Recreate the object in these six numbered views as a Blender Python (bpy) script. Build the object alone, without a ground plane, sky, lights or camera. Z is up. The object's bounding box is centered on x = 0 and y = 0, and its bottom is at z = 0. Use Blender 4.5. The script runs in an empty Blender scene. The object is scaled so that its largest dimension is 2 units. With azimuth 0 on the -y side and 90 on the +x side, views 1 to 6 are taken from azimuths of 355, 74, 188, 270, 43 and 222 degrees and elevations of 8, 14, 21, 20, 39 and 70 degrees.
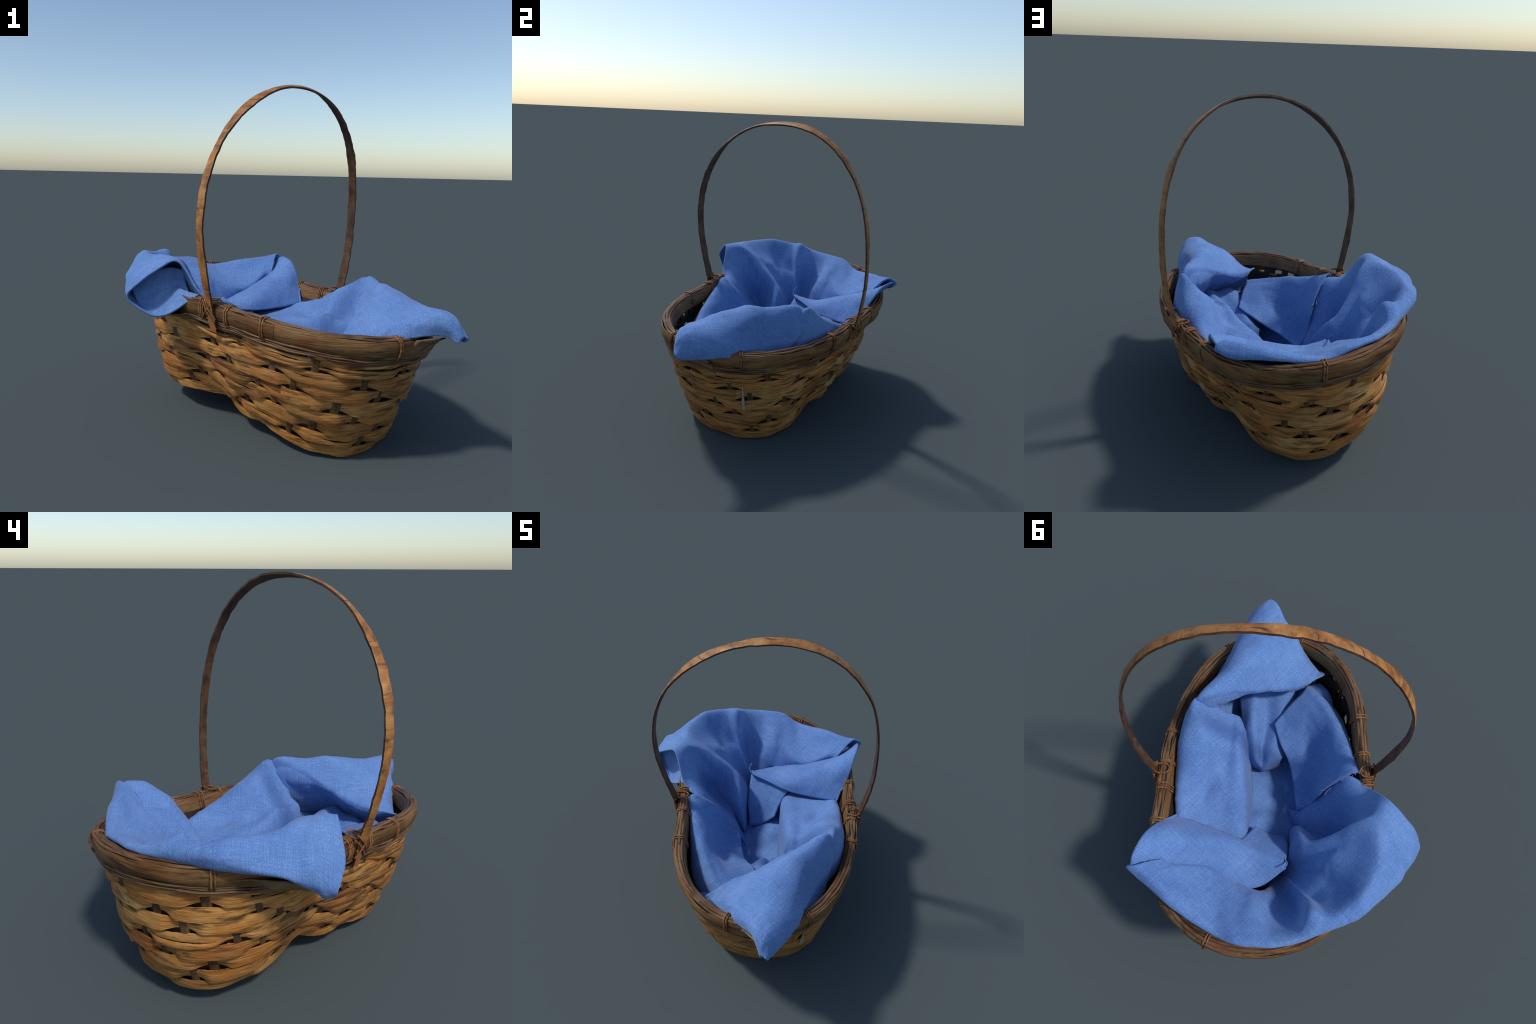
"""A longish wicker basket with a tall hoop handle, lined with a crumpled blue linen cloth.

All shaping is done in basket coordinates (p, q, z): p runs along the long axis of the basket,
q across it (along the handle), z up.  basket_to_world() turns them into scene coordinates.
"""
import bpy, math, random
import numpy as np
from mathutils import Vector, noise

RNG = random.Random(7)
CENTRE = np.array([0.05, -0.03])
AX_P = np.array([0.676, -0.737])
AX_Q = np.array([0.737, 0.676])


def basket_to_world(P):
    P = np.asarray(P, float)
    out = np.empty_like(P)
    out[..., 0] = CENTRE[0] + P[..., 0] * AX_P[0] + P[..., 1] * AX_Q[0]
    out[..., 1] = CENTRE[1] + P[..., 0] * AX_P[1] + P[..., 1] * AX_Q[1]
    out[..., 2] = P[..., 2]
    return out


# ------------------------------------------------------------------ objects
def empty(name, parent=None):
    o = bpy.data.objects.new(name, None)
    bpy.context.scene.collection.objects.link(o)
    o.parent = parent
    return o


def mesh_object(name, verts, faces, mat, parent=None, smooth=True):
    me = bpy.data.meshes.new(name)
    me.from_pydata([tuple(v) for v in verts], [], faces)
    me.materials.append(mat)
    me.update()
    if smooth:
        me.polygons.foreach_set("use_smooth", [True] * len(me.polygons))
    o = bpy.data.objects.new(name, me)
    bpy.context.scene.collection.objects.link(o)
    o.parent = parent
    return o


def smooth_by_angle(o, deg=40):
    o.data.set_sharp_from_angle(angle=math.radians(deg))


def sweep_faces(n_path, n_sec, closed):
    """Faces of a swept section (a closed loop of n_sec points) along n_path stations."""
    faces = []
    last = n_path if closed else n_path - 1
    for i in range(last):
        a, b = i * n_sec, ((i + 1) % n_path) * n_sec
        for j in range(n_sec):
            k = (j + 1) % n_sec
            faces.append((a + j, a + k, b + k, b + j))
    if not closed:
        faces.append(tuple(range(n_sec))[::-1])
        faces.append(tuple((n_path - 1) * n_sec + j for j in range(n_sec)))
    return faces


def catmull(ctrl, steps, closed=False):
    """Catmull-Rom through ctrl (n, ...) with `steps` samples per span."""
    ctrl = np.asarray(ctrl, float)
    n = len(ctrl)
    if closed:
        get = lambda i: ctrl[i % n]
        spans = n
    else:
        get = lambda i: 2 * ctrl[0] - ctrl[1] if i < 0 else (2 * ctrl[-1] - ctrl[-2] if i >= n else ctrl[i])
        spans = n - 1
    out = []
    for i in range(spans):
        p0, p1, p2, p3 = get(i - 1), get(i), get(i + 1), get(i + 2)
        for s in range(steps):
            t = s / steps
            out.append(0.5 * (2 * p1 + (p2 - p0) * t + (2 * p0 - 5 * p1 + 4 * p2 - p3) * t * t
                              + (3 * p1 - p0 - 3 * p2 + p3) * t ** 3))
    if not closed:
        out.append(ctrl[-1])
    return np.array(out)


# ------------------------------------------------------------------ materials
class Nodes:
    def __init__(self, name):
        self.mat = bpy.data.materials.new(name)
        self.mat.use_nodes = True
        self.t = self.mat.node_tree
        self.bsdf = self.t.nodes["Principled BSDF"]

    def new(self, kind, **kw):
        n = self.t.nodes.new(kind)
        for k, v in kw.items():
            if k in n.inputs:
                n.inputs[k].default_value = v
            else:
                setattr(n, k, v)
        return n

    def link(self, a, b):
        self.t.links.new(a, b)

    def mapping(self, scale, rot_z=0.0):
        tc = self.new("ShaderNodeTexCoord")
        m = self.new("ShaderNodeMapping")
        m.inputs["Scale"].default_value = scale
        m.inputs["Rotation"].default_value = (0, 0, rot_z)
        self.link(tc.outputs["Object"], m.inputs["Vector"])
        return m.outputs["Vector"]

    def noise(self, vec, scale, detail=4.0, rough=0.55):
        n = self.new("ShaderNodeTexNoise")
        n.inputs["Scale"].default_value = scale
        n.inputs["Detail"].default_value = detail
        n.inputs["Roughness"].default_value = rough
        self.link(vec, n.inputs["Vector"])
        return n.outputs["Fac"]

    def ramp(self, fac, stops):
        r = self.new("ShaderNodeValToRGB")
        els = r.color_ramp.elements
        while len(els) < len(stops):
            els.new(0.5)
        for e, (pos, col) in zip(els, stops):
            e.position = pos
            e.color = (*col, 1.0) if len(col) == 3 else col
        self.link(fac, r.inputs["Fac"])
        return r.outputs["Color"]

    def mix(self, fac, a, b, mode="MIX"):
        m = self.new("ShaderNodeMix", data_type="RGBA", blend_type=mode)
        for sock, v in ((m.inputs[0], fac), (m.inputs[6], a), (m.inputs[7], b)):
            if isinstance(v, (int, float)):
                sock.default_value = v
            elif isinstance(v, tuple):
                sock.default_value = (*v, 1.0) if len(v) == 3 else v
            else:
                self.link(v, sock)
        return m.outputs[2]

    def math(self, op, a, b=0.0):
        m = self.new("ShaderNodeMath", operation=op)
        for sock, v in zip(m.inputs, (a, b)):
            if isinstance(v, (int, float)):
                sock.default_value = v
            else:
                self.link(v, sock)
        return m.outputs[0]

    def bump(self, height, strength, distance):
        b = self.new("ShaderNodeBump")
        b.inputs["Strength"].default_value = strength
        b.inputs["Distance"].default_value = distance
        self.link(height, b.inputs["Height"])
        self.link(b.outputs["Normal"], self.bsdf.inputs["Normal"])


def grey(v):
    return (v, v, v)


def bamboo_material(name, tints, streak=(7, 7, 150), dark=0.8, rough=0.62, dark_tint=(0.028, 0.016, 0.009), dark_at=(0.53, 0.66)):
    """Split bamboo: long fibre streaks, per-strip tint, dark blotches scattered by noise."""
    n = Nodes(name)
    info = n.new("ShaderNodeObjectInfo")
    base = n.ramp(info.outputs["Random"], [(i / (len(tints) - 1), c) for i, c in enumerate(tints)])
    fibre = n.noise(n.mapping(streak), 1.0, 6, 0.68)
    base = n.mix(0.85, base, n.ramp(fibre, [(0.30, grey(0.22)), (0.48, grey(0.90)), (0.70, grey(1.45))]), "MULTIPLY")
    patches = n.noise(n.mapping((6, 6, 9)), 1.0, 3, 0.6)
    base = n.mix(n.ramp(patches, [(0.40, grey(0)), (0.62, grey(0.75))]), base, n.mix(1.0, base, (0.80, 0.58, 0.40), "MULTIPLY"))
    blot = n.noise(n.mapping((5, 5, 34)), 1.0, 6, 0.65)
    mask = n.ramp(blot, [(dark_at[0], grey(0)), (dark_at[1], grey(dark))])
    col = n.mix(mask, base, dark_tint)
    crack = n.noise(n.mapping((4, 4, 210)), 1.0, 2, 0.5)
    col = n.mix(n.ramp(crack, [(0.28, grey(0.9)), (0.36, grey(0))]), col, dark_tint)
    n.link(col, n.bsdf.inputs["Base Color"])
    n.bsdf.inputs["Roughness"].default_value = rough
    n.bsdf.inputs["Specular IOR Level"].default_value = 0.3
    n.bump(n.mix(0.5, fibre, crack), 0.5, 0.006)
    return n.mat


def cloth_material(name):
    """Blue linen: two crossing thread directions with slubs, faint fading along the folds."""
    n = Nodes(name)
    ang = math.atan2(AX_P[1], AX_P[0])
    along = n.noise(n.mapping((230, 9, 9), -ang), 1.0, 2, 0.5)
    across = n.noise(n.mapping((9, 230, 9), -ang), 1.0, 2, 0.5)
    upright = n.noise(n.mapping((12, 12, 240), -ang), 1.0, 2, 0.5)
    grain = n.noise(n.mapping((210, 210, 210)), 1.0, 2, 0.6)
    weave = n.mix(0.50, n.mix(0.18, n.mix(0.5, along, across), upright), grain)
    cloud = n.noise(n.mapping((3.2, 3.2, 3.2)), 1.0, 4, 0.55)
    base = n.ramp(cloud, [(0.3, (0.098, 0.197, 0.46)), (0.52, (0.117, 0.228, 0.505)), (0.75, (0.140, 0.258, 0.535))])
    col = n.mix(1.0, base, n.ramp(weave, [(0.36, grey(0.70)), (0.5, grey(1.0)), (0.63, (1.55, 1.40, 1.20))]), "MULTIPLY")
    n.link(col, n.bsdf.inputs["Base Color"])
    n.bsdf.inputs["Roughness"].default_value = 0.85
    n.bsdf.inputs["Specular IOR Level"].default_value = 0.2
    n.bsdf.inputs["Sheen Weight"].default_value = 0.15
    n.bsdf.inputs["Sheen Roughness"].default_value = 0.4
    n.bump(weave, 0.8, 0.008)
    return n.mat


WEFT = bamboo_material("golden_split_bamboo", [(0.20, 0.09, 0.028), (0.45, 0.215, 0.055), (0.53, 0.30, 0.10), (0.34, 0.145, 0.036), (0.49, 0.245, 0.066), (0.28, 0.13, 0.038), (0.52, 0.255, 0.065)])
STAKE = bamboo_material("dark_stake_bamboo", [(0.085, 0.047, 0.022), (0.14, 0.075, 0.033)], streak=(60, 60, 8), dark=0.7)
RIM = bamboo_material("brown_rim_bamboo", [(0.19, 0.10, 0.036), (0.24, 0.13, 0.047), (0.15, 0.078, 0.028)], dark=0.75, rough=0.5)
CANE = bamboo_material("dark_rim_cane", [(0.09, 0.05, 0.025), (0.20, 0.11, 0.052)], dark=0.85)
HANDLE = bamboo_material("handle_bamboo", [(0.39, 0.185, 0.058), (0.395, 0.187, 0.059)], streak=(14, 14, 14), dark=0.7, rough=0.45, dark_at=(0.54, 0.72))
HANDLE_INNER = bamboo_material("handle_inner_face", [(0.105, 0.055, 0.026), (0.11, 0.057, 0.027)], streak=(16, 16, 10), dark=0.6, rough=0.5)  # darker copy of the handle colour, carrying the shade on its underside
TIE = bamboo_material("lashing_strip", [(0.20, 0.095, 0.04), (0.30, 0.15, 0.06)], streak=(50, 50, 50), dark=0.5)
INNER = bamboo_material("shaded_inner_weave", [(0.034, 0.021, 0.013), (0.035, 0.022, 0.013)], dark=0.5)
PALE = bamboo_material("pale_splinter", [(0.42, 0.38, 0.30), (0.45, 0.40, 0.32)], dark=0.1)
RAGGED = bamboo_material("ragged_grey_weave", [(0.24, 0.16, 0.085), (0.25, 0.165, 0.09)], streak=(20, 20, 60), dark=0.6)
CLOTH = cloth_material("blue_linen")

# ------------------------------------------------------------------ basket body: rim loop and base loop
# smooth harmonic description of the rim's outer top edge: radius and height against the angle about the centre
RIM_R0, RIM_R = 0.7906, [(-0.0329, 0.0105), (0.194, -0.0128), (0.0087, -0.0042), (0.0037, -0.009), (0.0051, 0.0007), (-0.0025, 0.0013)]
RIM_Z0, RIM_Z = 0.7484, [(-0.0708, -0.0564), (0.0149, 0.0057), (-0.0086, -0.0066), (0.0016, 0.0004)]


def harmonics(a0, coeffs, t):
    return a0 + sum(c * np.cos((k + 1) * t) + s * np.sin((k + 1) * t) for k, (c, s) in enumerate(coeffs))


# lower edge of the wall: the low end stands on the ground, the middle is bowed up, one side more than the other
BASE_R0, BASE_R = 0.5529, [(-0.0232, -0.0177), (0.2121, 0.006), (-0.0376, 0.0013), (0.0184, 0.006), (0.0073, 0.0047), (-0.0274, -0.0056)]
BASE_Z0, BASE_Z = 0.089, [(-0.0423, -0.0413), (-0.0354, 0.0091), (-0.005, 0.003), (-0.0019, 0.0042), (0.0032, 0.0029)]
# how far the wall swells out between the two: one bulge half way up, and a second-order part (low belly, drawn in above)
SWELL0, SWELL = 0.0169, [(-0.0009, -0.0025), (-0.0077, -0.0076)]
BELLY0, BELLY = 0.0091, [(-0.0067, -0.0039)]


def base_edge(t):
    """Radius and height of the wall's lower edge; one long side is drawn in at the waist."""
    t = np.mod(t, 2 * np.pi)
    waist = np.exp(-(((t - math.radians(278)) / 0.42) ** 2))
    back = np.exp(-(((t - math.radians(103)) / 0.38) ** 2))
    return harmonics(BASE_R0, BASE_R, t) - 0.05 * waist + 0.045 * back, harmonics(BASE_Z0, BASE_Z, t) - 0.05 * waist


def wall_point(t, h, off=0.0):
    """Point of the basket wall at angle t, height fraction h (0 base edge, 1 rim), pushed outwards by off."""
    t, h, off = np.broadcast_arrays(np.asarray(t, float), np.asarray(h, float), np.asarray(off, float))
    r1, z1 = harmonics(RIM_R0, RIM_R, t), harmonics(RIM_Z0, RIM_Z, t)
    r0, z0 = base_edge(t)
    hc = np.clip(h, 0, 1)
    swell = harmonics(SWELL0, SWELL, t) * np.sin(np.pi * hc) + harmonics(BELLY0, BELLY, t) * np.sin(2 * np.pi * hc)
    r = r0 + (r1 - r0) * h + swell + off * 0.94
    z = z0 + (z1 - z0) * h - off * 0.3
    return np.stack([r * np.cos(t), r * np.sin(t), z], -1)


TURN = np.linspace(0, 2 * np.pi, 2001)
_ring = wall_point(TURN, 0.6)
_arc = np.concatenate([[0], np.cumsum(np.linalg.norm(np.diff(_ring, axis=0), axis=1))])
_arc /= _arc[-1]


def angle_at(s):
    """Angle of the point at fraction s of the way round, measured along the wall."""
    s = np.asarray(s, float)
    return np.interp(np.mod(s, 1.0), _arc, TURN) + 2 * np.pi * np.floor(s)


basket = empty("wicker_basket")
basket["label"] = "long oval wicker basket of split bamboo with a tall hoop handle"
basket["category"] = "basket"

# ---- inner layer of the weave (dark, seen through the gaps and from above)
N_STAKES = 40


def build_lining():
    nt, nh = 240, 20
    T = np.linspace(0, 2 * np.pi, nt, endpoint=False)
    hs = np.linspace(0.0, 0.985, nh)
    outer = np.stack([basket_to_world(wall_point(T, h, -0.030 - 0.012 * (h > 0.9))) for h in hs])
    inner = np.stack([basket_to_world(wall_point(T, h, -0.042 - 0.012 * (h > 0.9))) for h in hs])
    verts = np.concatenate([outer.reshape(-1, 3), inner.reshape(-1, 3)])
    faces, off = [], nt * nh
    # small gaps in the weave, one cell high, on the side where light shines through
    holes = set()
    for c0, c1, row in ((205, 209, 15), (211, 215, 15), (199, 202, 13), (207, 210, 12), (214, 217, 13), (219, 222, 15), (193, 196, 15)):
        holes |= {(c, row) for c in range(c0, c1)} | {(c, row + 1) for c in range(c0, c1)}
    for i in range(nh - 1):
        for j in range(nt):
            if (j, i) in holes:
                continue
            k = (j + 1) % nt
            faces.append((i * nt + j, i * nt + k, (i + 1) * nt + k, (i + 1) * nt + j))
            faces.append((off + i * nt + k, off + i * nt + j, off + (i + 1) * nt + j, off + (i + 1) * nt + k))
    for i in (0, nh - 1):
        for j in range(nt):
            k = (j + 1) % nt
            q = (i * nt + j, off + i * nt + j, off + i * nt + k, i * nt + k)
            faces.append(q if i == 0 else q[::-1])
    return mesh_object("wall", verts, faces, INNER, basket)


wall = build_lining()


def build_base():
    """Woven floor: rounded from the wall's lower edge, a little arched."""
    nt, nr = 96, 12
    T = np.linspace(0, 2 * np.pi, nt, endpoint=False)
    edge = wall_point(T, 0.0, -0.012)
    verts, faces = [], []
    for layer in (0, 1):
        for i in range(nr):
            f = 1 - i / (nr - 1)
            ring = edge.copy()
            ring[:, :2] *= max(f, 0.02)
            lift = 0.05 * (1 - f) ** 0.7
            ring[:, 2] = edge[:, 2] * f + 0.06 * (1 - f) + lift + layer * 0.02
            ring[:, 2] = np.maximum(ring[:, 2] - 0.006, 0.001)
            verts.append(basket_to_world(ring))
    verts = np.concatenate(verts)
    for layer in (0, 1):
        o = layer * nr * nt
        for i in range(nr - 1):
            for j in range(nt):
                k = (j + 1) % nt
                q = (o + i * nt + j, o + i * nt + k, o + (i + 1) * nt + k, o + (i + 1) * nt + j)
                faces.append(q if layer else q[::-1])
        c = tuple(o + (nr - 1) * nt + j for j in range(nt))
        faces.append(c if layer else c[::-1])
    for j in range(nt):
        k = (j + 1) % nt
        faces.append((j, k, nr * nt + k, nr * nt + j))
    return mesh_object("base", verts, faces, STAKE, basket)


build_base()


# ---- stakes: upright flat strips that the weft passes over and under
def build_stake(k):
    s0 = (k + 0.5) / N_STAKES
    lean = RNG.uniform(-0.004, 0.004)
    half = RNG.uniform(0.0036, 0.0050)
    hs = np.linspace(-0.01, 0.90, 22)
    verts = []
    for h in hs:
        s = s0 + lean * math.sin(h * 5 + k)
        for ds, off in ((-half, -0.014), (-half * 0.5, -0.010), (half * 0.5, -0.010), (half, -0.014), (half, -0.024), (-half, -0.024)):
            verts.append(wall_point(angle_at(s + ds), h, off))
    return mesh_object("stake", basket_to_world(np.array(verts)), sweep_faces(len(hs), 6, False), STAKE, wall)


for k in range(N_STAKES):
    build_stake(k)

# ---- weft: rows of flat strips, over two stakes and under one
ROWS = 9
H_LOW, H_TOP = 0.022, 0.85
STAGGER = (0, 2, 1, 3, 0, 2, 3, 1, 2)
PITCH = (H_TOP - H_LOW) / (ROWS - 1)


def over_amount(s, row):
    """1 where the strip lies over the stakes, 0 where it dives under one."""
    phase = (s * N_STAKES - 0.5 + STAGGER[row]) / 4.0
    d = np.abs(phase - np.round(phase)) * 4.0
    x = np.clip((d - 0.2) / 0.75, 0, 1)
    return x * x * (3 - 2 * x)


def build_weft(row, s_from, s_to, v_lo, v_hi, lift, seed):
    """One strip of row `row` between fractions s_from and s_to; v_lo..v_hi is its share of the row's width."""
    n = max(12, int((s_to - s_from) * N_STAKES * 13))
    S = np.linspace(s_from, s_to, n)
    over = over_amount(S, row) if row else 0.35 + 0.4 * over_amount(S, row)
    rag = np.array([noise.noise(Vector((s * 22, row * 3.7, seed))) for s in S])
    rag2 = np.array([noise.noise(Vector((s * 30, row * 5.1, seed + 9))) for s in S])
    rag4 = np.array([noise.noise(Vector((s * 210, row * 5.1, seed + 31))) for s in S])
    rag5 = np.array([noise.noise(Vector((s * 190, row * 5.1, seed + 47))) for s in S])
    rag3 = np.array([noise.noise(Vector((s * 16, row * 2.3, seed + 21))) for s in S])
    mid_h = H_LOW + row * PITCH + (0.022 if row else 0.004) * rag3
    half = PITCH * ((0.32 + 0.14 * over) if row else (0.34 + 0.0 * over))
    lo = v_lo + (0.30 if row else 0.12) * rag + 0.06 * rag4
    hi = v_hi + 0.30 * rag2 + 0.05 * rag5
    us = np.linspace(0, 1, 6)
    crown = 0.0035 * (1 - (2 * us - 1) ** 2)
    secs = []
    for i in range(n):
        t = angle_at(S[i])
        v = lo[i] + (hi[i] - lo[i]) * us
        h = mid_h[i] + half[i] * v
        off = -0.016 + 0.020 * over[i] + crown * (0.4 + 0.6 * over[i]) + lift + 0.006 * rag[i] - 0.008 * v * over[i]
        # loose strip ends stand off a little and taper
        end = min(i, n - 1 - i) / (n - 1) * (s_to - s_from) * N_STAKES
        off = off - 0.006 * max(0.0, 1 - end * 2.5)
        out = wall_point(t, h, off)
        inn = wall_point(t, h[::-1], (off - 0.007 - 0.6 * crown)[::-1])
        secs.append(np.concatenate([out, inn]))
    verts = basket_to_world(np.concatenate(secs))
    verts[:, 2] = np.maximum(verts[:, 2], 0.0005)
    o = mesh_object("weft_strip", verts, sweep_faces(n, 12, False), WEFT, wall)
    smooth_by_angle(o, 50)
    return o


for row in range(ROWS):
    start = RNG.random()
    pieces = RNG.choice((4, 5, 5))
    cuts = sorted(start + (i + RNG.uniform(-0.2, 0.2)) / pieces for i in range(pieces))
    cuts.append(cuts[0] + 1)
    for a, b in zip(cuts, cuts[1:]):
        over_lap = 0.022
        style = RNG.random()
        seed = RNG.uniform(0, 90)
        lift = RNG.uniform(-0.003, 0.003)
        if style < 0.5:
            build_weft(row, a - over_lap, b + over_lap, -1, 1, lift, seed)
        elif style < 0.85:
            c = RNG.uniform(-0.3, 0.3)
            build_weft(row, a - over_lap, b + over_lap, -1, c - 0.02, lift, seed)
            build_weft(row, a - over_lap * 0.4, b + over_lap * 0.4, c + 0.02, 1, lift - 0.003, seed + 3)
        else:
            build_weft(row, a - over_lap, b + over_lap, -1, -0.38, lift, seed)
            build_weft(row, a - over_lap * 0.6, b + over_lap, -0.33, 0.32, lift + 0.002, seed + 3)
            build_weft(row, a, b + over_lap * 0.5, 0.38, 1, lift - 0.003, seed + 6)

# ------------------------------------------------------------------ rim
def rim_frame(t):
    """Rim top point, outward unit direction (in plan) at angle t, all in (p, q, z)."""
    p = wall_point(t, 1.0)
    d = wall_point(t + 0.01, 1.0) - wall_point(t - 0.01, 1.0)
    d[..., 2] = 0
    d /= np.linalg.norm(d, axis=-1, keepdims=True)
    return p, np.stack([d[..., 1], -d[..., 0], np.zeros_like(d[..., 0])], -1)


def rim_sweep(name, section, t0, t1, mat, parent, wobble=0.0, seed=0.0, steps=None):
    """Sweep a section of (out, up) points along the rim between angles t0 and t1 (degrees)."""
    closed = abs(t1 - t0) >= 360
    n = steps or max(8, int(abs(t1 - t0) * 0.9))
    T = np.radians(np.linspace(t0, t1, n, endpoint=not closed))
    base, out = rim_frame(T)
    verts = []
    for i in range(n):
        w1 = noise.noise(Vector((math.cos(T[i]) * 6, math.sin(T[i]) * 6, seed))) * wobble
        w2 = noise.noise(Vector((math.cos(T[i]) * 6, math.sin(T[i]) * 6, seed + 5))) * wobble
        for o_, u_ in section:
            verts.append(base[i] + out[i] * (o_ + w1) + np.array([0, 0, u_ + w2]))
    o = mesh_object(name, basket_to_world(np.array(verts)), sweep_faces(n, len(section), closed), mat, parent)
    smooth_by_angle(o, 40)
    return o


def circle(cx, cy, r, n=8, squash=1.0):
    return [(cx + r * math.cos(2 * math.pi * i / n), cy + r * squash * math.sin(2 * math.pi * i / n)) for i in range(n)]


BAND = [(-0.002, -0.012), (0.001, -0.035), (-0.001, -0.058), (-0.010, -0.084), (-0.016, -0.088), (-0.024, -0.083), (-0.014, -0.06), (-0.013, -0.012), (-0.009, -0.006), (-0.004, -0.006)]
INNER_BAND = [(-0.056, -0.01), (-0.060, -0.004), (-0.066, -0.01), (-0.078, -0.088), (-0.068, -0.09)]

rim = rim_sweep("rim", circle(-0.036, -0.018, 0.022, 8, 0.8), 0, 360, CANE, basket, 0.005, 1.0)
# outer bamboo hoop: several lengths butted together, seams where the original shows them
seams = [308, 428, 505, 590, 667]
for i, (a, b) in enumerate(zip(seams, seams[1:])):
    lift = 0.004 * (i % 2)
    rim_sweep("rim_band", [(o_ + lift, u_) for o_, u_ in BAND], a - 0.6, b + 0.6, RIM, rim, 0.008, 3.0 + i)
for a, b in ((19, 151), (150, 266), (264, 380)):
    rim_sweep("rim_band", INNER_BAND, a, b, RIM, rim, 0.004, 13.0 + a)
for i, (o_, u_, r_) in enumerate(((-0.018, -0.002, 0.0095), (-0.034, 0.003, 0.0095), (-0.050, -0.001, 0.009))):
    rim_sweep("rim_cane", circle(o_, u_, r_, 7, 0.75), 0, 360, CANE, rim, 0.008, 21.0 + i)
# thin splints packed under the hoop
for i, (o_, u_) in enumerate(((-0.018, -0.096), (-0.022, -0.109), (-0.024, -0.122))):
    rim_sweep("rim_splint", circle(o_, u_, 0.0075, 6, 0.9), 7 * i, 360 + 7 * i, CANE, rim, 0.009, 31.0 + i)

# ---- lashings round the rim
def tube(name, path, radius, mat, parent, n_sec=7, flat=1.0, closed=False, world=False):
    path = np.asarray(path, float)
    n = len(path)
    verts = []
    for i in range(n):
        a = path[(i + 1) % n] if closed or i < n - 1 else path[i]
        b = path[i - 1] if closed or i > 0 else path[i]
        d = (a - b) / (np.linalg.norm(a - b) + 1e-9)
        ref = np.array([0, 0, 1.0]) if abs(d[2]) < 0.8 else np.array([d[1] + 1, -d[0], 0.0])
        u = np.cross(d, ref)
        u /= np.linalg.norm(u)
        w = np.cross(u, d)
        r = radius[i] if hasattr(radius, "__len__") else radius
        for k in range(n_sec):
            c, s = math.cos(2 * math.pi * k / n_sec), math.sin(2 * math.pi * k / n_sec)
            verts.append(path[i] + u * r * c + w * r * s * flat)
    v = np.array(verts)
    return mesh_object(name, v if world else basket_to_world(v), sweep_faces(n, n_sec, closed), mat, parent)


def build_tie(deg, loops, drop=-0.100, r=0.0052):
    for i in range(loops):
        t = math.radians(deg) + (i - (loops - 1) / 2) * 0.014 / float(harmonics(RIM_R0, RIM_R, math.radians(deg)))
        slant = RNG.uniform(-0.012, 0.012)
        loop = [(0.004, -0.02), (0.006, -0.06), (-0.010, drop + 0.004), (-0.03, drop), (-0.07, drop + 0.012),
                (-0.085, -0.07), (-0.070, -0.02), (-0.060, 0.006), (-0.035, 0.012), (-0.008, 0.005)]
        pts = []
        for j, (o_, u_) in enumerate(loop):
            base, out = rim_frame(np.array(t + slant * (j / 9 - 0.5)))
            pts.append(base + out * o_ + np.array([0, 0, u_]))
        tube("rim_tie", catmull(np.array(pts), 3, closed=True), r, TIE, rim, 6, closed=True)


for deg, loops in ((348, 2), (18, 2), (66, 2), (84, 2), (98, 3), (115, 2), (164, 2), (210, 2), (264, 3), (281, 2), (302, 2)):
    build_tie(deg, loops)

# ------------------------------------------------------------------ handle
HANDLE_PATH = [
    (0.014, -0.572, 0.63), (0.014, -0.592, 0.70), (0.011, -0.606, 0.778), (0.018, -0.661, 0.989), (0.027, -0.695, 1.221), (0.042, -0.669, 1.454),
    (0.061, -0.574, 1.667), (0.082, -0.416, 1.839), (0.097, -0.210, 1.950), (0.097, 0.020, 1.990), (0.097, 0.252, 1.957),
    (0.095, 0.450, 1.835), (0.083, 0.588, 1.646), (0.065, 0.661, 1.424), (0.047, 0.687, 1.191), (0.032, 0.684, 0.956),
    (0.012, 0.646, 0.724), (0.006, 0.618, 0.64), (0.006, 0.59, 0.56)]


def build_handle():
    path = catmull(np.array(HANDLE_PATH), 9)
    n = len(path)
    us = [-1, -0.8, -0.35, 0.0, 0.35, 0.8, 1]
    verts = []
    for i in range(n):
        d = path[min(i + 1, n - 1)] - path[max(i - 1, 0)]
        d /= np.linalg.norm(d)
        side = np.array([1.0, 0, 0]) - d * d[0]
        side /= np.linalg.norm(side)
        out = np.cross(side, d)
        f = i / (n - 1)
        twist = 0.35 * math.sin(f * 9.0) * (1 - abs(2 * f - 1)) + 0.25 * noise.noise(Vector((f * 14, 0, 4)))
        side, out = side * math.cos(twist) + out * math.sin(twist), out * math.cos(twist) - side * math.sin(twist)
        half = 0.0275 + 0.004 * noise.noise(Vector((f * 26, 2, 0)))
        end = min(f, 1 - f)
        half *= 0.8 + 0.2 * min(1, end * 12)
        e1 = 0.0065 * noise.noise(Vector((f * 90, 7, 0)))
        e2 = 0.0065 * noise.noise(Vector((f * 90, 17, 0)))
        # a shallow bamboo channel: rounded back, grooved inside
        for u in us:
            verts.append(path[i] + side * (half * u + (e1 if u < 0 else e2) * abs(u)) + out * (0.008 * (1 - 0.55 * u * u)))
        for u in us[::-1]:
            verts.append(path[i] + side * (half * u * 0.97 + (e1 if u < 0 else e2) * abs(u)) + out * (-0.0075 + 0.004 * (1 - abs(u)) ** 2))
    o = mesh_object("handle", basket_to_world(np.array(verts)), sweep_faces(n, 14, False), HANDLE, basket)
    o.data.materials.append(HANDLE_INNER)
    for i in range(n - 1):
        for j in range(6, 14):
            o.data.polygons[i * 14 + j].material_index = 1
    smooth_by_angle(o, 45)
    return o


handle = build_handle()


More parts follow.
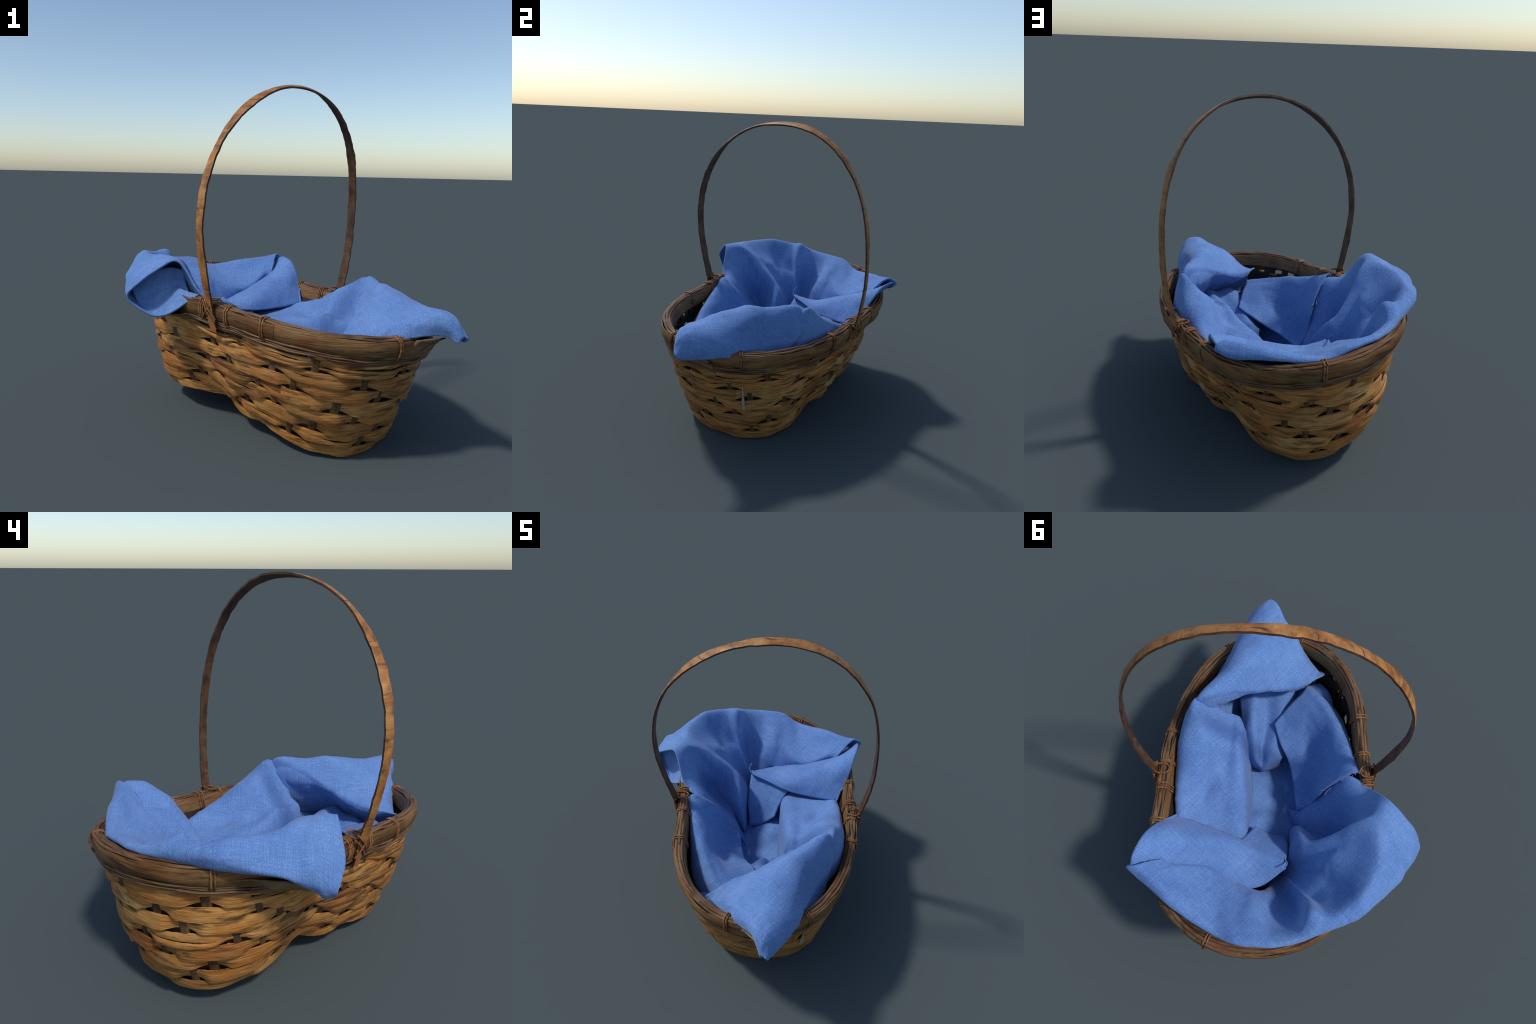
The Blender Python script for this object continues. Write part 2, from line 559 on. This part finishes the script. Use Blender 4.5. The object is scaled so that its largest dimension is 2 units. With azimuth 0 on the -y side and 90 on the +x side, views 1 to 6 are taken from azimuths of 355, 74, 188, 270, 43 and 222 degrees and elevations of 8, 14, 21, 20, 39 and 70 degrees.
def build_lashing(foot_deg, q_sign):
    """Strips crossed over the handle's foot where it is bound to the rim."""
    t = math.radians(foot_deg)
    r = float(harmonics(RIM_R0, RIM_R, t))
    for i, (da, db) in enumerate(((-0.05, 0.05), (0.05, -0.05), (-0.035, 0.06))):
        pts = []
        for f in np.linspace(0, 1, 7):
            base, out = rim_frame(np.array(t + (da + (db - da) * f) / r * 0.9))
            pts.append(base + out * (0.012 + 0.016 * math.sin(math.pi * f) + 0.003 * i) + np.array([0, 0, 0.012 - 0.11 * f + 0.012 * i]))
        tube("handle_lashing", catmull(np.array(pts), 3), 0.0055, TIE, handle, 6)
    pts = []
    for f in np.linspace(0, 1, 9):
        a = math.pi * 2 * f
        base, out = rim_frame(np.array(t + 0.034 * math.cos(a) / r))
        pts.append(base + out * (-0.02 + 0.045 * math.sin(a)) + np.array([0, 0, 0.02 + 0.006 * math.cos(a)]))
    tube("handle_lashing", catmull(np.array(pts), 3), 0.005, TIE, handle, 6)


build_lashing(270, -1)
build_lashing(89, 1)

# pale splinter where a strip has peeled
pts = [wall_point(math.radians(17.5), h, 0.014 - 0.003 * math.cos(h * 20)) for h in np.linspace(0.32, 0.66, 9)]
tube("splinter", pts, [0.002, 0.004, 0.007, 0.009, 0.009, 0.008, 0.006, 0.004, 0.002], PALE, wall, 6)

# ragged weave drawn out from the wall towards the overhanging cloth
def build_ragged(grid, seed):
    A = catmull(catmull(np.array(grid, float), 6).transpose(1, 0, 2), 6).transpose(1, 0, 2)
    nu, nv = A.shape[:2]
    W = basket_to_world(A)
    for i in range(nu):
        for j in range(nv):
            W[i, j] += np.array(noise.noise_vector(Vector(W[i, j]) * 9 + Vector((seed, 0, 0)))) * 0.008
    centre = np.append(CENTRE, 0.6)
    inward = (centre - W) / np.linalg.norm(centre - W, axis=2, keepdims=True)
    verts = np.concatenate([W.reshape(-1, 3), (W + inward * 0.018).reshape(-1, 3)])
    o = nu * nv
    faces = []
    for i in range(nu - 1):
        for j in range(nv - 1):
            q = (i * nv + j, i * nv + j + 1, (i + 1) * nv + j + 1, (i + 1) * nv + j)
            faces += [q, tuple(o + k for k in q[::-1])]
    ring = [j for j in range(nv)] + [i * nv + nv - 1 for i in range(1, nu)] + [(nu - 1) * nv + j for j in range(nv - 2, -1, -1)] + [i * nv for i in range(nu - 2, 0, -1)]
    for a_, b_ in zip(ring, ring[1:] + ring[:1]):
        faces.append((a_, o + a_, o + b_, b_))
    return mesh_object("ragged_weave", verts, faces, RAGGED, wall)


build_ragged([[(-0.72, -0.49, 0.80), (-0.55, -0.66, 0.80), (-0.42, -0.72, 0.725), (-0.30, -0.68, 0.69), (-0.18, -0.61, 0.70)],
              [(-0.70, -0.46, 0.76), (-0.54, -0.585, 0.745), (-0.42, -0.61, 0.69), (-0.30, -0.60, 0.665), (-0.18, -0.575, 0.67)],
              [(-0.67, -0.43, 0.70), (-0.53, -0.52, 0.67), (-0.42, -0.505, 0.635), (-0.30, -0.50, 0.625), (-0.18, -0.50, 0.63)]], 2.0)
build_ragged([[(0.98, -0.10, 0.69), (1.05, -0.02, 0.695), (1.04, 0.09, 0.675)],
              [(0.955, -0.12, 0.64), (0.985, -0.01, 0.64), (0.975, 0.11, 0.625)],
              [(0.915, -0.14, 0.56), (0.925, 0.0, 0.55), (0.915, 0.13, 0.54)]], 5.0)

# ------------------------------------------------------------------ the blue cloth
cloth = empty("blue_linen_cloth")
cloth["label"] = "crumpled blue linen cloth draped inside the basket"
cloth["category"] = "cloth"


def crumple(P, N, seed, amp):
    """Fine wrinkles: broad folds, directional creases and small puckers along the normal."""
    out = P.copy()
    for i in range(len(P)):
        x, y, z = P[i]
        v = Vector((x, y, z))
        warp = noise.noise_vector(v * 3.0 + Vector((seed, 0, 0)))
        a = noise.noise(v * 5.0 + warp * 0.6 + Vector((seed, 3, 1)))
        b = 1 - abs(noise.noise(Vector((x * 7, y * 7, z * 5)) + warp * 1.2 + Vector((1, seed, 7)))) * 2
        c = noise.noise(v * 24 + Vector((9, 2, seed)))
        out[i] += N[i] * amp * (0.9 * a + 0.55 * max(b - 0.55, 0) * 2 + 0.16 * c)
    return out


def keep_inside(A):
    """Where the cloth hangs inside the basket below the rim, hold it clear of the wall."""
    t = np.arctan2(A[..., 1], A[..., 0])
    r = np.hypot(A[..., 0], A[..., 1])
    z0, z1 = base_edge(t)[1], harmonics(RIM_Z0, RIM_Z, t)
    h = np.clip((A[..., 2] - z0) / (z1 - z0), 0, 1)
    limit = np.hypot(*np.moveaxis(wall_point(t, h, -0.075)[..., :2], -1, 0))
    inside = (A[..., 2] < z1 - 0.06) & (r < harmonics(RIM_R0, RIM_R, t) + 0.01)
    f = np.where(inside & (r > limit), limit / np.maximum(r, 1e-6), 1.0)
    B = A.copy()
    B[..., 0] *= f
    B[..., 1] *= f
    return B


def build_sheet(name, rows, steps=(8, 8), seed=0.0, amp=0.008, thick=0.011):
    """A piece of cloth through a grid of control points (p, q, z): smooth in both directions."""
    G = np.array(rows, float)
    A = catmull(G, steps[0])
    A = catmull(A.transpose(1, 0, 2), steps[1]).transpose(1, 0, 2)
    A = keep_inside(A)
    W = basket_to_world(A)
    du = np.gradient(W, axis=0)
    dv = np.gradient(W, axis=1)
    N = np.cross(du, dv)
    N /= np.linalg.norm(N, axis=2, keepdims=True) + 1e-9
    nu, nv = W.shape[:2]
    # wrinkles fade at the rows next to the hems so that the edges stay put
    V = crumple(W.reshape(-1, 3), N.reshape(-1, 3), seed, amp).reshape(nu, nv, 3)
    front = (V + N * thick / 2).reshape(-1, 3)
    back = (V - N * thick / 2).reshape(-1, 3)
    verts = np.concatenate([front, back])
    faces, o = [], nu * nv
    for i in range(nu - 1):
        for j in range(nv - 1):
            a, b, c, d = i * nv + j, i * nv + j + 1, (i + 1) * nv + j + 1, (i + 1) * nv + j
            faces.append((a, d, c, b))
            faces.append((o + a, o + b, o + c, o + d))
    border = [(0, j) for j in range(nv)] + [(i, nv - 1) for i in range(1, nu)] + [(nu - 1, j) for j in range(nv - 2, -1, -1)] + [(i, 0) for i in range(nu - 2, 0, -1)]
    idx = [i * nv + j for i, j in border]
    for a, b in zip(idx, idx[1:] + idx[:1]):
        faces.append((a, b, o + b, o + a))
    ob = mesh_object(name, verts, faces, CLOTH, cloth)
    return ob


# Corner of the cloth folded out over the low end of the basket, like a tent.
# Each row runs across: free hem, shoulder, top (2), ridge, flank, foot inside the rim.
tent_tip = [(1.14, 0.0, 0.685), (1.15, 0.005, 0.71), (1.163, 0.02, 0.72), (1.17, 0.03, 0.72), (1.17, 0.045, 0.71), (1.165, 0.05, 0.695), (1.15, 0.05, 0.685)]
tent_neck = [(1.06, -0.02, 0.715), (1.06, -0.038, 0.77), (1.06, -0.03, 0.812), (1.085, 0.01, 0.812), (1.07, 0.06, 0.80), (1.05, 0.12, 0.73), (1.02, 0.14, 0.67)]
tent_out = [(0.915, -0.15, 0.69), (0.92, -0.115, 0.765), (0.915, -0.06, 0.80), (0.93, 0.04, 0.825), (0.91, 0.13, 0.80), (0.90, 0.20, 0.73), (0.89, 0.23, 0.65)]
tent_mid = [(0.80, -0.24, 0.63), (0.78, -0.17, 0.73), (0.765, -0.11, 0.765), (0.77, 0.04, 0.855), (0.74, 0.19, 0.835), (0.73, 0.25, 0.74), (0.72, 0.335, 0.56)]
tent_top = [(0.73, -0.30, 0.62), (0.70, -0.21, 0.66), (0.66, -0.085, 0.755), (0.64, 0.05, 0.83), (0.61, 0.165, 0.88), (0.585, 0.285, 0.81), (0.60, 0.38, 0.57)]
tent_lip = [(0.70, -0.338, 0.626), (0.60, -0.17, 0.665), (0.555, 0.0, 0.735), (0.52, 0.11, 0.785), (0.49, 0.20, 0.815), (0.41, 0.375, 0.870), (0.40, 0.45, 0.72)]
tent_roll = [(0.705, -0.337, 0.615), (0.585, -0.16, 0.64), (0.53, 0.0, 0.70), (0.495, 0.11, 0.75), (0.465, 0.20, 0.77), (0.385, 0.375, 0.825), (0.385, 0.45, 0.66)]
tent_under = [(0.72, -0.33, 0.60), (0.60, -0.15, 0.61), (0.555, 0.0, 0.66), (0.52, 0.11, 0.70), (0.47, 0.21, 0.70), (0.40, 0.345, 0.73), (0.39, 0.43, 0.60)]
tent_back = [(0.76, -0.31, 0.55), (0.70, -0.14, 0.53), (0.68, 0.0, 0.55), (0.66, 0.08, 0.57), (0.58, 0.18, 0.58), (0.48, 0.27, 0.60), (0.43, 0.36, 0.56)]
tent_deep = [(0.74, -0.30, 0.42), (0.72, -0.13, 0.41), (0.73, 0.0, 0.42), (0.71, 0.10, 0.43), (0.67, 0.20, 0.45), (0.56, 0.31, 0.47), (0.48, 0.36, 0.47)]
build_sheet("cloth_corner", [tent_tip, tent_neck, tent_out, tent_mid, tent_top, tent_lip, tent_roll, tent_under, tent_back, tent_deep], (9, 10), 1.0, 0.011)

# Long side panel running from the tent's peak along the handle side:
# foot at the wall, top edge, upper slope, slope, valley, inner fold, drop.
build_sheet("cloth_panel", [
    [(0.55, 0.38, 0.56), (0.49, 0.37, 0.70), (0.45, 0.34, 0.70), (0.42, 0.28, 0.63), (0.41, 0.22, 0.61), (0.40, 0.18, 0.585), (0.40, 0.16, 0.42)],
    [(0.39, 0.49, 0.58), (0.37, 0.44, 0.815), (0.345, 0.405, 0.835), (0.325, 0.315, 0.695), (0.31, 0.23, 0.615), (0.29, 0.16, 0.59), (0.28, 0.12, 0.36)],
    [(0.20, 0.55, 0.54), (0.20, 0.49, 0.73), (0.19, 0.41, 0.765), (0.185, 0.34, 0.745), (0.20, 0.235, 0.632), (0.20, 0.165, 0.605), (0.17, 0.11, 0.30)],
    [(0.08, 0.555, 0.53), (0.08, 0.50, 0.675), (0.08, 0.42, 0.705), (0.09, 0.32, 0.640), (0.09, 0.25, 0.578), (0.08, 0.15, 0.562), (0.05, 0.10, 0.28)],
    [(-0.05, 0.56, 0.52), (-0.05, 0.505, 0.63), (-0.06, 0.43, 0.612), (-0.06, 0.36, 0.560), (-0.05, 0.25, 0.58), (-0.05, 0.125, 0.53), (-0.05, 0.10, 0.28)],
    [(-0.20, 0.55, 0.52), (-0.20, 0.50, 0.585), (-0.20, 0.43, 0.565), (-0.20, 0.35, 0.55), (-0.17, 0.26, 0.54), (-0.21, 0.125, 0.51), (-0.20, 0.10, 0.28)],
    [(-0.40, 0.52, 0.50), (-0.40, 0.46, 0.54), (-0.40, 0.38, 0.53), (-0.40, 0.31, 0.52), (-0.39, 0.23, 0.51), (-0.38, 0.12, 0.48), (-0.37, 0.10, 0.28)],
    [(-0.58, 0.48, 0.50), (-0.58, 0.40, 0.52), (-0.58, 0.33, 0.51), (-0.58, 0.27, 0.50), (-0.57, 0.19, 0.48), (-0.55, 0.10, 0.44), (-0.52, 0.07, 0.28)],
], (8, 8), 2.0, 0.007)

# Torn panel hanging on the other side: behind the rim, crest, shoulder, face (2), free inner edge.
build_sheet("cloth_panel", [
    [(0.68, -0.28, 0.48), (0.65, -0.235, 0.555), (0.60, -0.20, 0.555), (0.54, -0.14, 0.53), (0.48, -0.085, 0.50), (0.42, -0.035, 0.475)],
    [(0.55, -0.40, 0.48), (0.52, -0.335, 0.60), (0.47, -0.29, 0.59), (0.41, -0.21, 0.53), (0.36, -0.14, 0.48), (0.30, -0.075, 0.44)],
    [(0.38, -0.49, 0.52), (0.36, -0.42, 0.65), (0.32, -0.375, 0.655), (0.285, -0.28, 0.49), (0.24, -0.20, 0.44), (0.19, -0.137, 0.39)],
    [(0.26, -0.52, 0.55), (0.22, -0.465, 0.695), (0.21, -0.39, 0.665), (0.175, -0.31, 0.50), (0.12, -0.23, 0.425), (0.07, -0.165, 0.38)],
    [(0.13, -0.545, 0.62), (0.11, -0.475, 0.74), (0.09, -0.41, 0.69), (0.055, -0.34, 0.56), (0.01, -0.25, 0.415), (-0.04, -0.18, 0.365)],
    [(0.0, -0.56, 0.72), (-0.01, -0.50, 0.80), (-0.035, -0.42, 0.75), (-0.063, -0.333, 0.64), (-0.09, -0.285, 0.46), (-0.113, -0.196, 0.353)],
], (9, 9), 3.0, 0.006)

# Scrap of cloth sunk between that panel and the rim
build_sheet("cloth_scrap", [
    [(0.74, -0.38, 0.40), (0.70, -0.30, 0.50), (0.66, -0.18, 0.46)],
    [(0.64, -0.43, 0.40), (0.62, -0.35, 0.53), (0.56, -0.20, 0.46)],
    [(0.52, -0.46, 0.36), (0.52, -0.40, 0.45), (0.48, -0.25, 0.40)],
], (6, 6), 4.0, 0.006)

# The big roll round the high end.  Each row: tucked hem, underside, outer face, shoulder (3), crest, inner face (3), floor.
roll = []
# mouth of the pouch, torn edge at the rim
roll.append([(-0.115, -0.565, 0.812), (-0.26, -0.69, 0.690), (-0.37, -0.76, 0.70), (-0.433, -0.825, 0.785), (-0.356, -0.791, 0.875), (-0.286, -0.709, 0.955), (-0.215, -0.625, 0.99), (-0.09, -0.555, 0.80), (-0.015, -0.44, 0.755), (-0.055, -0.295, 0.46), (-0.10, -0.19, 0.32)])
roll.append([(-0.15, -0.575, 0.815), (-0.29, -0.69, 0.690), (-0.39, -0.76, 0.71), (-0.45, -0.815, 0.79), (-0.40, -0.78, 0.89), (-0.32, -0.70, 0.965), (-0.25, -0.60, 0.995), (-0.185, -0.535, 0.85), (-0.135, -0.44, 0.71), (-0.16, -0.33, 0.53), (-0.17, -0.21, 0.36)])
# hollow behind the mouth, and the lobe that hangs over it
roll.append([(-0.20, -0.585, 0.822), (-0.34, -0.70, 0.69), (-0.43, -0.76, 0.72), (-0.485, -0.795, 0.80), (-0.45, -0.765, 0.90), (-0.37, -0.68, 0.97), (-0.28, -0.585, 0.995), (-0.295, -0.51, 0.85), (-0.33, -0.485, 0.65), (-0.355, -0.41, 0.52), (-0.29, -0.27, 0.42)])
roll.append([(-0.235, -0.59, 0.828), (-0.365, -0.698, 0.705), (-0.45, -0.75, 0.74), (-0.50, -0.785, 0.81), (-0.47, -0.755, 0.905), (-0.395, -0.675, 0.973), (-0.305, -0.58, 1.00), (-0.325, -0.495, 0.90), (-0.37, -0.42, 0.71), (-0.37, -0.31, 0.59), (-0.25, -0.20, 0.49)])
# sharp ridge running down to the middle
roll.append([(-0.285, -0.595, 0.832), (-0.41, -0.69, 0.74), (-0.48, -0.74, 0.765), (-0.525, -0.765, 0.83), (-0.51, -0.74, 0.915), (-0.44, -0.665, 0.977), (-0.34, -0.575, 1.00), (-0.338, -0.475, 0.945), (-0.365, -0.385, 0.83), (-0.39, -0.275, 0.71), (-0.36, -0.185, 0.60)])
# bowl
roll.append([(-0.37, -0.60, 0.84), (-0.48, -0.67, 0.79), (-0.535, -0.71, 0.805), (-0.57, -0.73, 0.845), (-0.555, -0.705, 0.905), (-0.513, -0.64, 0.957), (-0.45, -0.572, 1.0), (-0.44, -0.48, 0.92), (-0.44, -0.40, 0.845), (-0.46, -0.30, 0.725), (-0.44, -0.16, 0.52)])
roll.append([(-0.50, -0.61, 0.83), (-0.56, -0.64, 0.83), (-0.60, -0.67, 0.85), (-0.63, -0.685, 0.875), (-0.62, -0.66, 0.91), (-0.595, -0.615, 0.957), (-0.56, -0.56, 0.99), (-0.52, -0.46, 0.90), (-0.505, -0.36, 0.825), (-0.53, -0.29, 0.71), (-0.48, -0.14, 0.44)])
roll.append([(-0.66, -0.49, 0.845), (-0.70, -0.505, 0.85), (-0.755, -0.515, 0.87), (-0.78, -0.51, 0.90), (-0.785, -0.51, 0.935), (-0.76, -0.505, 0.965), (-0.70, -0.485, 0.985), (-0.64, -0.43, 0.885), (-0.605, -0.37, 0.80), (-0.575, -0.29, 0.71), (-0.50, -0.13, 0.42)])
roll.append([(-0.74, -0.40, 0.845), (-0.765, -0.41, 0.85), (-0.81, -0.415, 0.87), (-0.83, -0.415, 0.90), (-0.835, -0.415, 0.93), (-0.815, -0.41, 0.955), (-0.765, -0.405, 0.962), (-0.69, -0.39, 0.86), (-0.65, -0.33, 0.785), (-0.607, -0.257, 0.698), (-0.52, -0.13, 0.42)])
roll.append([(-0.77, -0.33, 0.845), (-0.80, -0.34, 0.85), (-0.84, -0.345, 0.87), (-0.86, -0.345, 0.895), (-0.86, -0.34, 0.925), (-0.845, -0.33, 0.945), (-0.81, -0.325, 0.95), (-0.755, -0.31, 0.875), (-0.70, -0.27, 0.755), (-0.64, -0.22, 0.68), (-0.54, -0.13, 0.44)])
# fold edge and the deep valley beside it
roll.append([(-0.80, -0.28, 0.845), (-0.83, -0.285, 0.85), (-0.87, -0.285, 0.87), (-0.885, -0.285, 0.895), (-0.885, -0.28, 0.92), (-0.86, -0.27, 0.945), (-0.79, -0.245, 0.96), (-0.735, -0.235, 0.855), (-0.705, -0.222, 0.77), (-0.65, -0.188, 0.65), (-0.555, -0.14, 0.50)])
roll.append([(-0.87, -0.20, 0.842), (-0.885, -0.20, 0.848), (-0.905, -0.20, 0.865), (-0.92, -0.20, 0.88), (-0.915, -0.20, 0.90), (-0.90, -0.20, 0.908), (-0.865, -0.195, 0.885), (-0.815, -0.18, 0.765), (-0.75, -0.16, 0.63), (-0.67, -0.12, 0.53), (-0.58, -0.07, 0.42)])
# long fold along the far rim, sloping inwards: hollow, ridge, wrinkle, broad face
roll.append([(-0.905, -0.08, 0.84), (-0.92, -0.08, 0.845), (-0.94, -0.08, 0.86), (-0.95, -0.08, 0.87), (-0.945, -0.08, 0.882), (-0.925, -0.08, 0.882), (-0.893, -0.075, 0.858), (-0.845, -0.07, 0.79), (-0.775, -0.066, 0.70), (-0.68, -0.047, 0.625), (-0.63, -0.01, 0.50)])
roll.append([(-0.905, 0.02, 0.837), (-0.925, 0.02, 0.842), (-0.945, 0.02, 0.855), (-0.95, 0.025, 0.865), (-0.945, 0.03, 0.874), (-0.925, 0.03, 0.876), (-0.89, 0.03, 0.862), (-0.83, 0.035, 0.832), (-0.76, 0.035, 0.785), (-0.68, 0.04, 0.69), (-0.64, 0.04, 0.56)])
roll.append([(-0.90, 0.11, 0.825), (-0.915, 0.11, 0.83), (-0.935, 0.11, 0.842), (-0.94, 0.115, 0.85), (-0.935, 0.12, 0.857), (-0.915, 0.12, 0.858), (-0.88, 0.13, 0.842), (-0.825, 0.138, 0.806), (-0.75, 0.12, 0.765), (-0.68, 0.11, 0.712), (-0.615, 0.11, 0.58)])
roll.append([(-0.873, 0.25, 0.775), (-0.882, 0.25, 0.78), (-0.89, 0.25, 0.79), (-0.893, 0.245, 0.797), (-0.887, 0.243, 0.805), (-0.872, 0.24, 0.808), (-0.85, 0.24, 0.803), (-0.765, 0.26, 0.757), (-0.665, 0.27, 0.72), (-0.545, 0.275, 0.672), (-0.60, 0.25, 0.60)])
roll.append([(-0.73, 0.44, 0.80), (-0.755, 0.44, 0.80), (-0.77, 0.445, 0.808), (-0.77, 0.445, 0.82), (-0.76, 0.44, 0.834), (-0.74, 0.43, 0.84), (-0.715, 0.425, 0.835), (-0.65, 0.44, 0.80), (-0.595, 0.455, 0.775), (-0.553, 0.47, 0.755), (-0.56, 0.44, 0.69)])
roll.append([(-0.61, 0.60, 0.80), (-0.63, 0.605, 0.798), (-0.645, 0.605, 0.805), (-0.648, 0.605, 0.82), (-0.64, 0.60, 0.84), (-0.62, 0.605, 0.862), (-0.60, 0.605, 0.872), (-0.575, 0.59, 0.86), (-0.545, 0.55, 0.81), (-0.53, 0.515, 0.765), (-0.55, 0.50, 0.72)])
# open end of the fold
roll.append([(-0.56, 0.675, 0.83), (-0.57, 0.68, 0.835), (-0.58, 0.69, 0.845), (-0.583, 0.69, 0.853), (-0.582, 0.683, 0.865), (-0.582, 0.67, 0.875), (-0.58, 0.64, 0.88), (-0.56, 0.59, 0.85), (-0.535, 0.545, 0.80), (-0.522, 0.505, 0.75), (-0.535, 0.49, 0.72)])
# let every row run on down towards the floor (or tuck on under the fold)
for row in roll:
    p, q, z = row[-1]
    row.append((p * 0.94 + 0.02, q * 0.78, 0.255) if z < 0.61 and q < -0.05 else (p - 0.04, q - 0.02, z - 0.07))
build_sheet("cloth_roll", roll, (7, 7), 5.0, 0.005)

# Lower layer of the same fold, lying over the side panel: hidden upper edge to free lower edge, outer hem to inner tip.
build_sheet("cloth_flap", [
    [(-0.59, 0.67, 0.85), (-0.52, 0.665, 0.86), (-0.425, 0.635, 0.835), (-0.345, 0.60, 0.76), (-0.285, 0.565, 0.67), (-0.235, 0.54, 0.58)],
    [(-0.58, 0.52, 0.72), (-0.50, 0.53, 0.77), (-0.42, 0.53, 0.79), (-0.347, 0.518, 0.76), (-0.30, 0.49, 0.67), (-0.25, 0.455, 0.57)],
    [(-0.60, 0.37, 0.67), (-0.52, 0.39, 0.71), (-0.45, 0.40, 0.735), (-0.39, 0.395, 0.722), (-0.33, 0.36, 0.65), (-0.29, 0.33, 0.56)],
    [(-0.63, 0.20, 0.60), (-0.55, 0.215, 0.64), (-0.48, 0.23, 0.67), (-0.40, 0.24, 0.665), (-0.36, 0.20, 0.62), (-0.345, 0.16, 0.562)],
    [(-0.62, 0.02, 0.56), (-0.55, 0.035, 0.585), (-0.505, 0.05, 0.598), (-0.46, 0.04, 0.605), (-0.435, 0.03, 0.595), (-0.42, 0.015, 0.582)],
    [(-0.52, -0.13, 0.60), (-0.50, -0.13, 0.615), (-0.485, -0.128, 0.622), (-0.48, -0.126, 0.621), (-0.475, -0.123, 0.618), (-0.472, -0.12, 0.615)],
], (8, 8), 6.0, 0.005)

# Cloth closing the inside of the pouch
build_sheet("cloth_scrap", [
    [(-0.27, -0.545, 0.93), (-0.33, -0.62, 0.945), (-0.40, -0.71, 0.90), (-0.455, -0.775, 0.82)],
    [(-0.26, -0.545, 0.87), (-0.32, -0.61, 0.85), (-0.395, -0.69, 0.815), (-0.445, -0.76, 0.775)],
    [(-0.21, -0.56, 0.80), (-0.29, -0.625, 0.735), (-0.36, -0.685, 0.70), (-0.42, -0.745, 0.71)],
], (7, 7), 12.0, 0.006)

# Piece hanging below the flap's tip
build_sheet("cloth_scrap", [
    [(-0.53, -0.12, 0.605), (-0.47, 0.05, 0.59), (-0.42, 0.20, 0.595)],
    [(-0.38, -0.14, 0.46), (-0.34, -0.02, 0.45), (-0.30, 0.10, 0.47)],
    [(-0.265, -0.125, 0.275), (-0.255, -0.03, 0.305), (-0.235, 0.06, 0.40)],
], (8, 8), 7.0, 0.006)

# Pleat under the tent, pointing to the middle
build_sheet("cloth_pleat", [
    [(0.66, 0.20, 0.50), (0.66, 0.10, 0.55), (0.66, 0.02, 0.52), (0.66, -0.10, 0.52), (0.64, -0.22, 0.42)],
    [(0.45, 0.17, 0.46), (0.45, 0.10, 0.53), (0.45, 0.02, 0.43), (0.44, -0.08, 0.46), (0.42, -0.20, 0.34)],
    [(0.30, 0.15, 0.42), (0.30, 0.085, 0.47), (0.30, 0.04, 0.39), (0.29, -0.04, 0.42), (0.28, -0.14, 0.32)],
    [(0.21, 0.11, 0.36), (0.19, 0.07, 0.40), (0.175, 0.035, 0.365), (0.18, -0.01, 0.395), (0.22, -0.08, 0.37)],
    [(0.21, 0.10, 0.25), (0.19, 0.06, 0.26), (0.175, 0.035, 0.26), (0.19, -0.01, 0.25), (0.22, -0.08, 0.25)],
], (8, 8), 8.0, 0.005)

# Cloth lying on the basket's floor
build_sheet("cloth_floor", [
    [(0.56, -0.28, 0.30), (0.58, -0.08, 0.25), (0.58, 0.10, 0.26), (0.52, 0.27, 0.32)],
    [(0.32, -0.30, 0.30), (0.30, -0.12, 0.21), (0.28, 0.08, 0.21), (0.28, 0.30, 0.30)],
    [(0.11, -0.30, 0.30), (0.11, -0.12, 0.21), (0.06, 0.03, 0.23), (0.05, 0.28, 0.30)],
    [(-0.12, -0.30, 0.30), (-0.08, -0.12, 0.18), (-0.08, 0.04, 0.26), (-0.10, 0.28, 0.32)],
    [(-0.30, -0.27, 0.32), (-0.28, -0.12, 0.24), (-0.21, 0.05, 0.33), (-0.28, 0.28, 0.32)],
    [(-0.58, -0.20, 0.36), (-0.58, -0.08, 0.30), (-0.58, 0.06, 0.30), (-0.56, 0.26, 0.36)],
], (7, 8), 9.0, 0.010)

# Cloth standing up the inside of the low end, deep under the tent
build_sheet("cloth_lining", [
    [(0.55, -0.40, 0.42), (0.70, -0.22, 0.45), (0.77, 0.0, 0.48), (0.70, 0.24, 0.52), (0.50, 0.40, 0.56), (0.36, 0.42, 0.60)],
    [(0.52, -0.33, 0.33), (0.64, -0.18, 0.35), (0.70, 0.0, 0.37), (0.63, 0.20, 0.40), (0.46, 0.32, 0.44), (0.33, 0.34, 0.46)],
    [(0.45, -0.24, 0.25), (0.53, -0.12, 0.26), (0.56, 0.02, 0.27), (0.50, 0.16, 0.28), (0.38, 0.22, 0.30), (0.26, 0.24, 0.30)],
], (6, 7), 11.0, 0.008)

# frayed threads at the torn edges
for i in range(14):
    f = RNG.random()
    root = np.array((-0.02, -0.50, 0.795)) * (1 - f) + np.array((-0.06, -0.33, 0.60)) * f
    d = np.array((RNG.uniform(-0.05, 0.0), RNG.uniform(-0.01, 0.04), RNG.uniform(-0.02, 0.03)))
    mid = root + d * 0.6 + np.array((0, 0, RNG.uniform(-0.01, 0.015)))
    tube("thread", catmull(np.array([root, mid, root + d]), 4), 0.0025, CLOTH, cloth, 5)
tube("thread", catmull(np.array([(-0.47, -0.12, 0.62), (-0.50, -0.135, 0.65), (-0.53, -0.12, 0.675)]), 4), 0.004, CLOTH, cloth, 5)
